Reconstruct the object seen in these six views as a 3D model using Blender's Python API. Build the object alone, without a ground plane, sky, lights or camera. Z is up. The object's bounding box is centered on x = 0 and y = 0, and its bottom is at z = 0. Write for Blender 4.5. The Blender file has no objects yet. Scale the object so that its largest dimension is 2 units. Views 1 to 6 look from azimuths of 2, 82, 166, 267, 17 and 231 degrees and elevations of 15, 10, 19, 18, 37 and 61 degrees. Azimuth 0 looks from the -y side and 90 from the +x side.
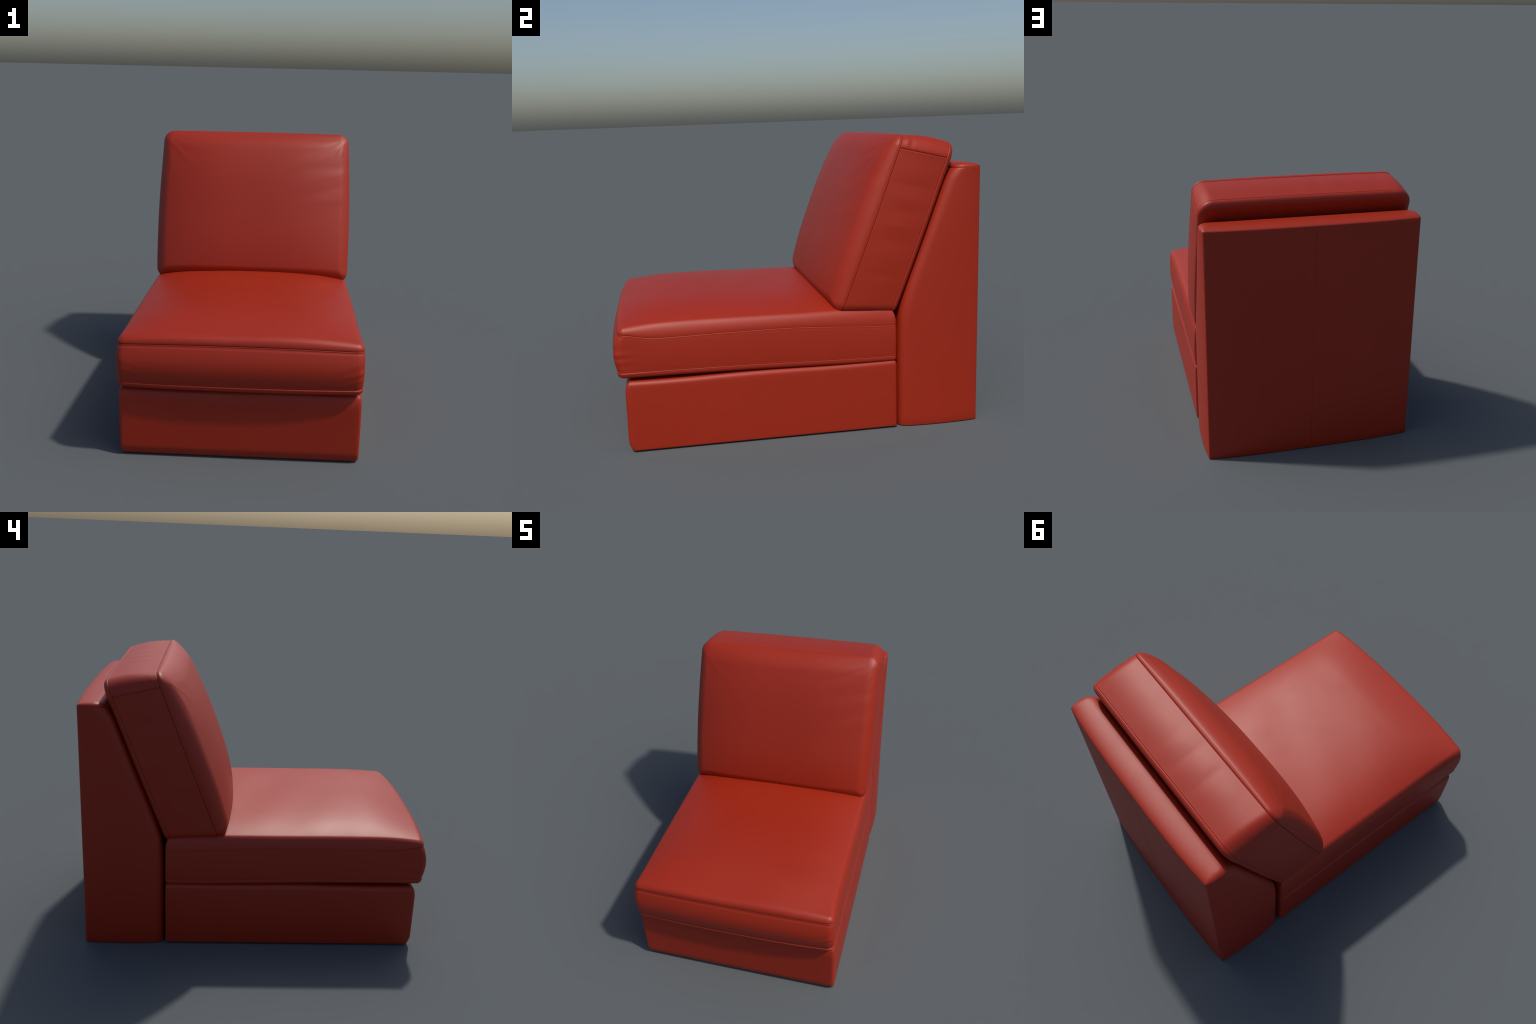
"""Red leather one-seat chair without arms: a low plinth, a thick seat cushion,
a leaning back cushion and a wedge-shaped upright backrest.

Every upholstered block is a loft of rounded-rectangle rings.  The rings follow
the sewing lines, so the cover is built panel by panel and the panels meet in
real grooves, lips and welts."""
import bpy
import math
import random
import numpy as np

random.seed(7)
RNG = np.random.default_rng(7)
pi = math.pi

# ------------------------------------------------------------------ material


def leather(name, base, dark, rough=0.5, scale=1.0):
    m = bpy.data.materials.new(name)
    m.use_nodes = True
    nt = m.node_tree
    nt.nodes.clear()
    N = nt.nodes.new
    L = nt.links.new
    out = N('ShaderNodeOutputMaterial')
    b = N('ShaderNodeBsdfPrincipled')
    L(b.outputs[0], out.inputs[0])
    tc = N('ShaderNodeTexCoord')
    # broad, faint dye variation
    n1 = N('ShaderNodeTexNoise')
    n1.inputs['Scale'].default_value = 2.2 * scale
    n1.inputs['Detail'].default_value = 3
    L(tc.outputs['Object'], n1.inputs['Vector'])
    rmp = N('ShaderNodeValToRGB')
    rmp.color_ramp.elements[0].position = 0.25
    rmp.color_ramp.elements[1].position = 0.75
    rmp.color_ramp.elements[0].color = (*dark, 1)
    rmp.color_ramp.elements[1].color = (*base, 1)
    L(n1.outputs['Fac'], rmp.inputs[0])
    L(rmp.outputs[0], b.inputs['Base Color'])
    # slight polish variation
    n2 = N('ShaderNodeTexNoise')
    n2.inputs['Scale'].default_value = 6 * scale
    n2.inputs['Detail'].default_value = 2
    L(tc.outputs['Object'], n2.inputs['Vector'])
    mr = N('ShaderNodeMapRange')
    mr.inputs['To Min'].default_value = rough - 0.03
    mr.inputs['To Max'].default_value = rough + 0.03
    L(n2.outputs['Fac'], mr.inputs['Value'])
    L(mr.outputs[0], b.inputs['Roughness'])
    # very fine grain
    v = N('ShaderNodeTexVoronoi')
    v.inputs['Scale'].default_value = 330
    L(tc.outputs['Object'], v.inputs['Vector'])
    bp = N('ShaderNodeBump')
    bp.inputs['Strength'].default_value = 0.02
    bp.inputs['Distance'].default_value = 0.0006
    L(v.outputs['Distance'], bp.inputs['Height'])
    L(bp.outputs[0], b.inputs['Normal'])
    b.inputs['IOR'].default_value = 1.5
    return m


BASE = (0.342, 0.0182, 0.0018)
DARK = (0.335, 0.0175, 0.0017)
MAT = leather('red_leather', BASE, DARK)

# ------------------------------------------------------------------ helpers


def smooth(a, b, x):
    t = np.clip((x - a) / (b - a), 0, 1)
    return t * t * (3 - 2 * t)


def bell(x, c, w):
    return np.exp(-((x - c) / w) ** 2)


class Loop:
    """Rounded rectangle with a fixed number of points; can be re-evaluated
    with other sizes so that successive rings match point for point."""

    def __init__(self, nx, ny, nc, fine_y=None):
        self.ux = np.linspace(0, 1, nx + 1)[:-1]
        uy = list(np.linspace(0, 1, ny + 1)[:-1])
        for c, h in (fine_y or []):
            uy += [c + h * k for k in (-2.2, -1.5, -1, -.6, -.3, 0, .3, .6, 1, 1.5, 2.2)]
        uy = np.array(sorted(set(np.round(np.clip(uy, 0, .9995), 6))))
        self.uy = uy
        self.th = np.linspace(0, pi / 2, nc + 1)[:-1]

    def __call__(self, x0, x1, y0, y1, r):
        """r = ((rx,ry) bottom-right, top-right, top-left, bottom-left)"""
        P, Nn, Tag = [], [], []
        (br, tr, tl, bl) = r

        def edge(a, b, u, n, tag):
            for k in u:
                P.append((a[0] + (b[0] - a[0]) * k, a[1] + (b[1] - a[1]) * k))
                Nn.append(n)
                Tag.append(tag)

        def corner(c, rr, a0):
            for t in self.th:
                ca, sa = math.cos(a0 + t), math.sin(a0 + t)
                P.append((c[0] + rr[0] * ca, c[1] + rr[1] * sa))
                Nn.append((ca, sa))
                Tag.append(4)
        edge((x0 + bl[0], y0), (x1 - br[0], y0), self.ux, (0, -1), 0)
        corner((x1 - br[0], y0 + br[1]), br, -pi / 2)
        edge((x1, y0 + br[1]), (x1, y1 - tr[1]), self.uy, (1, 0), 1)
        corner((x1 - tr[0], y1 - tr[1]), tr, 0)
        edge((x1 - tr[0], y1), (x0 + tl[0], y1), self.ux, (0, 1), 2)
        corner((x0 + tl[0], y1 - tl[1]), tl, pi / 2)
        edge((x0, y1 - tl[1]), (x0, y0 + bl[1]), self.uy_rev(), (-1, 0), 3)
        corner((x0 + bl[0], y0 + bl[1]), bl, pi)
        return np.array(P), np.array(Nn), np.array(Tag)

    def uy_rev(self):
        u = 1 - self.uy
        u = np.sort(u)
        # keep the first point on the corner end, drop the closing one
        return np.concatenate([[0.0], u[:-1]]) if u[0] > 1e-9 else u


def inset_r(r, dx, dy, rmin=0.004):
    return tuple((max(a - dx, rmin), max(b - dy, rmin)) for a, b in r)


def mesh_from_rings(name, rings, parent=None, cap_start=None, cap_end=None, flip=False):
    n = len(rings[0])
    verts = [tuple(p) for ring in rings for p in ring]
    faces = []
    for i in range(len(rings) - 1):
        a, b = i * n, (i + 1) * n
        for j in range(n):
            k = (j + 1) % n
            faces.append((a + j, a + k, b + k, b + j))
    if cap_start is not None:
        c = len(verts)
        verts.append(tuple(cap_start))
        faces += [(c, (j + 1) % n, j) for j in range(n)]
    if cap_end is not None:
        c = len(verts)
        verts.append(tuple(cap_end))
        a = (len(rings) - 1) * n
        faces += [(a + j, a + (j + 1) % n, c) for j in range(n)]
    if flip:
        faces = [f[::-1] for f in faces]
    me = bpy.data.meshes.new(name)
    me.from_pydata(verts, [], faces)
    me.validate()
    me.update()
    me.polygons.foreach_set('use_smooth', [True] * len(me.polygons))
    me.materials.append(MAT)
    ob = bpy.data.objects.new(name, me)
    bpy.context.scene.collection.objects.link(ob)
    if parent:
        ob.parent = parent
    return ob


# groove cross-sections: (distance along the cover, offset outwards)
GROOVE = [(-.010, 0), (-.0065, .0001), (-.0042, .0003), (-.0024, .0), (-.0012, -.0014), (0, -.0040)]


def groove_half(side, depth=1.0, lip=1.0):
    """profile from flat cover to the bottom of the sewn groove; side -1 before, +1 after"""
    g = [(w * -side if side > 0 else w, o * (lip if o > 0 else depth)) for w, o in GROOVE]
    return g if side < 0 else g[::-1]


# ------------------------------------------------------------------ the chair
chair = bpy.data.objects.new('armless_chair', None)
bpy.context.scene.collection.objects.link(chair)
chair['label'] = 'armless red leather lounge chair with thick cushions'
chair['category'] = 'chair'

HW = 0.622            # half width of the upholstery

# ---------------------------------------------------------------- 1 plinth
lp = Loop(60, 70, 6)


def plinth():
    z0, z1 = 0.006, 0.386
    rings = []
    zs = [(0.0, .012)]
    R = .007

    def ring(z, inset, squash=0.0):
        r = ((.018, .018), (.014, .014), (.014, .014), (.018, .018))
        P, Nn, T = lp(-HW - .011 + inset, HW + .011 - inset, -.933 + inset, .517 - inset, inset_r(r, inset, inset))
        x, y = P[:, 0].copy(), P[:, 1].copy()
        f = smooth(-.70, -.90, y)
        tuck = .017 * (1 - smooth(.0, .055, z)) + .010 * smooth(.32, .386, z)
        y += f * tuck
        y += -.002 * f * (1 - (x / HW) ** 2)
        zz = np.full_like(x, z)
        # sag of the sewn top edge
        zz += smooth(.3, .386, z) * .0025 * np.sin(x * 5.3 + y * 7.1)
        s = np.sin(np.clip((z) / .386, 0, 1) * pi)
        x += np.sign(x) * .0015 * s * smooth(.5, .62, np.abs(x))
        return np.stack([x, y, zz], 1)
    for k in (.05, .3, .6, .85):
        c = ring(z0, R)
        c = c * [k, k, 1] + np.array([0, -.2 * (1 - k), 0])
        rings.append(c)
    for t in np.linspace(0, pi / 2, 6):
        rings.append(ring(z0 + R * (1 - math.cos(t)), R * (1 - math.sin(t))))
    R2 = .028
    for z in np.linspace(z0 + R, z1 - R2, 26)[1:]:
        rings.append(ring(z, 0))
    for t in np.linspace(0, pi / 2, 8)[1:]:
        rings.append(ring(z1 - R2 + R2 * math.sin(t), R2 * (1 - math.cos(t))))
    last = rings[-1]
    for k in (.9, .6, .3, .05):
        rings.append(last * [k, k, 1] + np.array([0, -.2 * (1 - k), 0]))
    return mesh_from_rings('plinth', rings, chair, (0, -.2, z0), (0, -.2, z1))


plinth()

# ---------------------------------------------------------------- 2 seat cushion
ls = Loop(100, 110, 8)
SW = .632             # half width of the seat cushion
RS = ((.040, .034), (.016, .016), (.016, .016), (.040, .034))
S_BACK = .517


def seat_seam_hi(x, y):
    f = smooth(-.72, -.955, y)
    side = .580 + .031 * smooth(.55, -.15, y) - .003 * smooth(-.3, -.75, y)
    front = .637 + .016 * (1 - np.clip(np.abs(x) / HW, 0, 1) ** 2.2)
    fc = np.clip(f, 0, 1) ** 1.3
    return side * (1 - fc) + front * fc


def seat_seam_lo(x, y):
    f = smooth(-.3, -.95, y)
    return .409 + .020 * smooth(.5, -.5, y) + .006 * f


def seat_plan(inset, v, off=0.0, bottom=False):
    """outline at height fraction v (0 lower seam, 1 upper seam)"""
    P, Nn, T = ls(-SW + inset, SW - inset, -.953 + inset, S_BACK - inset, inset_r(RS, inset, inset))
    x, y = P[:, 0].copy(), P[:, 1].copy()
    f = smooth(-.72, -.93, y)
    q = 1 - np.clip(np.abs(x) / HW, 0, 1) ** 2.6
    y += -f * ((.012 + .019 * q) * (1 - v) + (.0 + .023 * q) * v)
    b = np.sin(np.clip(v, 0, 1) * pi)
    y += -f * b * (.0195 + .003 * q)
    x += np.sign(x) * smooth(.5, .62, np.abs(x)) * .003 * b
    if v >= 1 and off < 0:
        off = off * (.40 + .60 * f)
    x += Nn[:, 0] * off
    y += Nn[:, 1] * off
    return x, y, f, Nn, T


def seat_top(x, y):
    t = np.clip((-.66 - y) / .29, 0, 1)
    cx = 1 - np.clip(np.abs(x) / .615, 0, 1.03) ** 3.6
    z = .679 + .058 * (1 - .60 * t ** 1.8) * cx - .008 * t * t
    # fullest a little in front of the middle
    z = z + .012 * cx * bell(y, -.56, .30)
    # the seat gives a little towards the back
    z = z + .001 - .006 * smooth(-.55, .25, y)
    z = z - .012 * smooth(.40, .517, y)
    # soft, broad unevenness of the stuffing
    z = z + .0026 * np.sin(x * 6.1 + 1.3 * np.sin(y * 4.0)) * np.sin(y * 5.2 + .7) * cx
    z = z + .0017 * np.sin(x * 9.5 + 2.1 * np.sin(y * 3.1 + .4) + y * 3.0) * np.sin(y * 7.9 - x * 2.2) * cx
    return z


def seat_pucker(x, y, z, v):
    """gathers of the front band near its ends"""
    e = smooth(.44, .615, np.abs(x)) * smooth(-.93, -.955, y)
    ph = np.where(x > 0, 0.0, 1.7)
    w = np.sin(z * 105 + np.abs(x) * -38 + ph + 1.5 * np.sin(z * 37))
    sidee = smooth(-.80, -.945, y) * smooth(.60, .62, np.abs(x)) * .7
    amp = np.where(x > 0, 1.0, .55)
    return .0009 * amp * (e + sidee) * w * np.sin(np.clip(v, 0, 1) * pi)


def seat():
    band, top, bot = [], [], []

    def band_ring(v, off, dz=0.0):
        x, y, f, Nn, T = seat_plan(0, v, off)
        zl, zh = seat_seam_lo(x, y), seat_seam_hi(x, y)
        z = zl + (zh - zl) * v + dz
        p = seat_pucker(x, y, z, v)
        return np.stack([x + Nn[:, 0] * p, y + Nn[:, 1] * p, z], 1)
    # band: from the lower seam up to the upper seam
    for w, o in groove_half(+1, .45, .2):
        band.append(band_ring(0, o, w))
    H = .2
    for v in np.linspace(.075, .925, 30):
        band.append(band_ring(v, 0))
    for w, o in groove_half(-1, .8, .8):
        band.append(band_ring(1, o, w))
    # top panel
    RX = .034
    for w, o in [(0, -.0032), (.0012, -.0013), (.0026, -.0002)]:
        x, y, f, Nn, T = seat_plan(0, 1, o)
        top.append(np.stack([x, y, seat_seam_hi(x, y) + w], 1))
    for th in np.linspace(0, pi / 2, 14):
        ins = RX * (1 - math.cos(th))
        x, y, f, Nn, T = seat_plan(ins, 1)
        x0, y0, _, _, _ = seat_plan(0, 1)
        zs = seat_seam_hi(x0, y0) + .0045
        z = zs + (seat_top(x, y) - zs) * math.sin(th)
        top.append(np.stack([x, y, z], 1))
    x, y, f, Nn, T = seat_plan(RX, 1)
    for k in list(np.linspace(.985, .02, 56)):
        xx, yy = x * k, -.2 + (y + .2) * k
        top.append(np.stack([xx, yy, seat_top(xx, yy)], 1))
    # bottom panel, starts at the welt and turns under
    def bot_ring(ins, z_drop, off):
        x, y, f, Nn, T = seat_plan(ins, 0)
        o = off * (.05 + .95 * f) if off > 0 else off * .6
        x, y = x + Nn[:, 0] * o, y + Nn[:, 1] * o
        return np.stack([x, y, seat_seam_lo(x, y) - z_drop], 1)
    seq = [(0, 0, -.0028), (0, .0010, .0006), (0, .0025, .0020), (0, .0055, .0028), (0, .009, .0022), (0, .014, 0)]
    for ins, d, o in seq:
        bot.append(bot_ring(ins, d, o))
    for t in np.linspace(0, pi / 2, 8)[1:]:
        r = bot_ring(.040 * (1 - math.cos(t)), .014 + .022 * math.sin(t), 0)
        bot.append(r)
    lastb = bot[-1]
    for k in (.9, .6, .3, .05):
        c = lastb * [k, k, 1] + np.array([0, -.2 * (1 - k), 0])
        c[:, 2] = lastb[:, 2] * k + .388 * (1 - k)
        bot.append(c)
    ob = mesh_from_rings('seat_cushion', band, chair)
    mesh_from_rings('top_panel', top, ob, None, (0, -.2, float(seat_top(np.array([0.]), np.array([-.2]))[0])))
    mesh_from_rings('bottom_panel', bot, ob, None, (0, -.2, .388), flip=True)
    return ob


seat()

# ---------------------------------------------------------------- 3 back cushion
# local frame: x across, s up the lean, n towards the sitter
O = np.array([0.0, .227, .684])
SV = np.array([0.0, .354, .935])
SV /= np.linalg.norm(SV)
NV = np.array([0.0, -SV[2], SV[1]])
NB = -.253            # depth of the rear seam
BW = 0.618

CORN = .066
lb = Loop(96, 96, 12, fine_y=[(.992, .0045)])


def lean(x, s, n):
    return O + np.outer(x, [1, 0, 0]) + np.outer(s, SV) + np.outer(n, NV)


def s_lo(n):
    return -.022 - .29 * n


def s_hi(n):
    return .960 - .196 * n


def back_plan(n, dx=0.0, dt=0.0, db=0.0, off=0.0):
    nn = min(n, 0.0) if np.isscalar(n) else 0.0
    rt = (CORN + .018 * (-nn / .253), CORN + .018 * (-nn / .253))
    rb = (.044, .055)
    r = inset_r((rb, rt, rt, rb), dx, max(dt, 0) * .8, .012)
    P, Nn, T = lb(-BW + dx, BW - dx, s_lo(nn) + db, s_hi(nn) - dt, r)
    x, s = P[:, 0].copy(), P[:, 1].copy()
    v = np.clip((s - s_lo(nn)) / (s_hi(nn) - s_lo(nn)), 0, 1)
    x = x * (1 + .010 * (1 - v) + .010 * smooth(.7, 1, v) * (-nn / .253)) * (1 + .019 * np.sin(pi * np.clip(v, 0, 1) ** .9) * smooth(.2, .6, np.abs(x)))
    s = s + smooth(.6, 1, v) * .004 * (1 - (x / BW) ** 2)
    x = x + Nn[:, 0] * off
    s = s + Nn[:, 1] * off
    return x, s, Nn, T, v


CREASES = [(.36, .030, -.0012), (.44, .022, .0010), (.52, .034, -.0020), (.59, .020, .0009),
           (.66, .030, -.0022), (.745, .026, .0012), (.80, .022, -.0018), (.87, .020, -.0012)]


def back_front(x, s):
    u = np.clip(np.abs(x) / .62, 0, 1)
    v = np.clip(np.abs(s - .42) / .54, 0, 1.05)
    z = .1435 * (1 - .46 * u ** 3) * (1 - np.where(s > .42, .45, .50) * v ** 2.7)
    # drag lines fanning out of the upper corners
    for sg, a in ((1, 1.0), (-1, .6)):
        cx, cs = sg * .60, .93
        dx, ds = (cx - x) * sg, cs - s
        rad = np.sqrt(dx * dx + ds * ds) + 1e-6
        ang = np.arctan2(ds, dx)
        fold = np.sin(ang * 15 + rad * 9 + sg) + .5 * np.sin(ang * 27 + 2 + rad * 5)
        z = z + a * .0007 * fold * smooth(.02, .10, rad) * smooth(.48, .12, rad)
    # soft creases running in from the right edge, stronger towards the top
    fx = smooth(.16, .52, x) * smooth(.20, .62, s)
    ph = s - .26 * (x - .3)
    for c, w, h in CREASES:
        z = z + .72 * h * fx * bell(ph + .012 * np.sin(x * 11 + c * 30), c, w)
    return z


# folds lying across the gusset between the two seams: (position along, width, height)
FOLDS_TOP = [(-.44, .035, -.0016), (-.335, .060, .0016), (-.245, .024, -.0034), (-.165, .050, .0026), (-.085, .026, -.0044),
             (.0, .030, .0024), (.055, .022, -.0022), (.15, .07, .0012), (.30, .05, -.0008)]
FOLDS_SIDE = [(.20, .03, -.0024), (.30, .024, .002), (.39, .026, -.0034), (.47, .03, .0026), (.55, .022, -.0036),
              (.62, .03, .0028), (.69, .022, -.003), (.76, .03, .002), (.83, .02, -.0014)]


def gusset_relief(x, s, Nn, n):
    d = np.clip(n / NB, 0, 1)
    mid = np.sin(pi * d)
    up = np.clip(Nn[:, 1], 0, 1) ** 2
    sd = np.abs(Nn[:, 0]) ** 4
    o = .011 * mid * up + .005 * mid * sd
    skew = .05 * (d - .5)
    wt = mid ** .7 * (1.1 - .45 * np.abs(d - .42) * 2)
    for c, w, h in FOLDS_TOP:
        o = o + .42 * up * wt * h * bell(x + skew * math.sin(c * 40), c, w)
    amp = np.where(x > 0, 1.0, .55)
    for c, w, h in FOLDS_SIDE:
        o = o + .5 * sd * amp * wt * h * bell(s + .29 * n + skew, c, w * (1 + .4 * math.sin(c * 50)))
    return o


def side_seam(s, n):
    """cross seam where the top strip meets the side strip, just below the corner arc"""
    c = s_hi(n) - CORN - .018 * (n / NB) - .004
    d = np.abs(s - c)
    return -.0035 * np.exp(-(d / .0024) ** 2) + .0005 * np.exp(-((d - .006) / .004) ** 2)


def back_cushion():
    band, front, back = [], [], []

    def band_ring(n, o):
        x, s, Nn, T, v = back_plan(n)
        off = gusset_relief(x, s, Nn, n) + o
        ss = side_seam(s, n) * (np.abs(Nn[:, 0]) > .9)
        off = off + ss
        # small puffed pinch where the seams meet at the upper front corners
        ang = np.degrees(np.arctan2(Nn[:, 1], np.abs(Nn[:, 0])))
        pin = bell(ang, 30, 22) * (np.abs(Nn[:, 0]) < .999) * (Nn[:, 1] > 0)
        off = off + pin * np.where(x > 0, 1, .4) * (.0032 * bell(n, -.030, .011) - .0016 * bell(n, -.052, .010))
        x, s = x + Nn[:, 0] * off, s + Nn[:, 1] * off
        return lean(x, s, np.full_like(x, n))
    for w, o in groove_half(+1, .67, .3):
        band.append(band_ring(NB + w, o))
    for n in np.linspace(NB + .018, -.018, 26):
        band.append(band_ring(n, 0))
    for w, o in groove_half(-1, .93, .3):
        band.append(band_ring(w, o))
    # front panel with a raised welt beside the seam
    for n, o in [(0, -.0037), (.0012, -.0014), (.0026, -.0001), (.005, .0004), (.008, .0003), (.012, .0)]:
        x, s, Nn, T, v = back_plan(0, off=o)
        front.append(lean(x, s, np.full_like(x, n)))
    DX, DT, DB = .072, .125, .07
    for th in np.linspace(0, pi / 2, 22)[1:]:
        k = 1 - math.cos(th)
        x, s, Nn, T, v = back_plan(0, DX * k, DT * k, DB * k)
        n = .012 + (back_front(x, s) - .012) * math.sin(th) ** 1.12
        front.append(lean(x, s, n))
    x, s, Nn, T, v = back_plan(0, DX, DT, DB)
    cs = .45
    for k in np.linspace(.985, .02, 60):
        xx, sc = x * k, cs + (s - cs) * k
        front.append(lean(xx, sc, back_front(xx, sc)))
    cf = lean(np.array([0.]), np.array([cs]), back_front(np.array([0.]), np.array([cs])))[0]
    # rear panel with its rounded welt
    for n, o in [(0, -.0030), (-.0012, -.0012), (-.0026, -.0001), (-.0045, .0003), (-.007, .0)]:
        x, s, Nn, T, v = back_plan(NB, off=o)
        back.append(lean(x, s, np.full_like(x, NB + n)))
    for th in np.linspace(0, pi / 2, 9)[1:]:
        k = .042 * (1 - math.cos(th))
        x, s, Nn, T, v = back_plan(NB, k, k, k)
        back.append(lean(x, s, np.full_like(x, NB - .007 - .027 * math.sin(th))))
    x, s, Nn, T, v = back_plan(NB, .042, .042, .042)
    for k in (.95, .85, .7, .5, .3, .1):
        xx, sc = x * k, .54 + (s - .54) * k
        back.append(lean(xx, sc, np.full_like(xx, NB - .034 - .004 * (1 - k * k))))
    cb = lean(np.array([0.]), np.array([.54]), np.array([NB - .038]))[0]
    ob = mesh_from_rings('back_cushion', band, chair, flip=True)
    mesh_from_rings('front_panel', front, ob, None, cf, flip=True)
    mesh_from_rings('rear_panel', back, ob, None, cb)
    return ob


back_cushion()

# ---------------------------------------------------------------- 4 backrest
lr = Loop(80, 60, 10)
# extra points where the centre seam runs down the back
lr.ux = np.array(sorted(set(np.round(list(lr.ux) + [.5 + k * .001 for k in (-5, -3, -2, -1, 1, 2, 3, 5)], 6))))
TOPZ = 1.402


def rest_front(z):
    ln = .227 + (.290 + .354 * (z - .684)) / .935
    a = .527
    # smooth knee between the upright and the raked part
    k = .022
    return a + k * math.log1p(math.exp((ln - a) / k)) if (ln - a) / k < 30 else ln


def rest_plan(z, dx=0.0, df=0.0, db=0.0, off=0.0):
    yf = rest_front(z) + .034 * (1 - math.sqrt(1 - min(max((z - 1.315) / .095, 0), .95) ** 2))
    t = smooth(.65, .95, z)
    rf = (.040, .056)
    rb = (.005, .005)
    r = tuple((max(a - dx, .004), max(b - df, .004)) for a, b in (rf, rb, rb, rf))
    P, Nn, T = lr(-HW + dx, HW - dx, yf + df, .9745 - db, r)
    x, y = P[:, 0].copy(), P[:, 1].copy()
    q = 1 - np.clip(np.abs(x) / HW, 0, 1) ** 3
    b = smooth(.80, .97, y)
    y = y + b * (.0215 * q + .002 * z / 1.4)
    m = np.clip((y - yf) / (.975 - yf), 0, 1)
    x = x * (1 + .024 * np.sin(pi * m) ** .65 * smooth(.3, .62, np.abs(x)))
    x = x + Nn[:, 0] * off
    y = y + Nn[:, 1] * off
    return x, y, Nn, T


def backrest():
    body, top = [], []

    def centre_seam(x, y, Nn):
        return y + (.0006 * bell(x, .004, .003) - .0020 * bell(x, 0, .0016)) * (Nn[:, 1] > .9)

    def ring(z, off=0.0, dx=0.0):
        x, y, Nn, T = rest_plan(z, dx, dx, dx, off)
        y = centre_seam(x, y, Nn)
        return np.stack([x, y, np.full_like(x, z)], 1)
    base = ring(0.0, 0, .003)
    for k in (.05, .4, .8):
        body.append(base * [k, k, 1] + np.array([0, .75 * (1 - k), 0]))
    body.append(base)
    body.append(ring(.001, 0, .001))
    for z in list(np.linspace(.004, .56, 14)) + list(np.linspace(.58, .88, 20)) + list(np.linspace(.91, TOPZ - .014, 24)):
        body.append(ring(z))
    for w, o in groove_half(-1, .2, .3):
        body.append(ring(TOPZ + w, o))
    for w, o in groove_half(+1, .2, .3)[:3]:
        top.append(ring(TOPZ + w, o))
    DX, H, yc = .036, .027, .888
    for th in np.linspace(.05, pi / 2 * .985, 24):
        x, y, Nn, T = rest_plan(TOPZ, DX * (1 - math.cos(th)))
        y = yc + (y - yc) * math.cos(th)
        top.append(np.stack([x, y, np.full_like(x, TOPZ + .0035 + (H - .0035) * math.sin(th))], 1))
    ob = mesh_from_rings('backrest', body, chair, (0, .75, 0))
    mesh_from_rings('top_panel', top, ob, None, (0, yc, TOPZ + H))
    return ob


backrest()
bpy.context.view_layer.update()
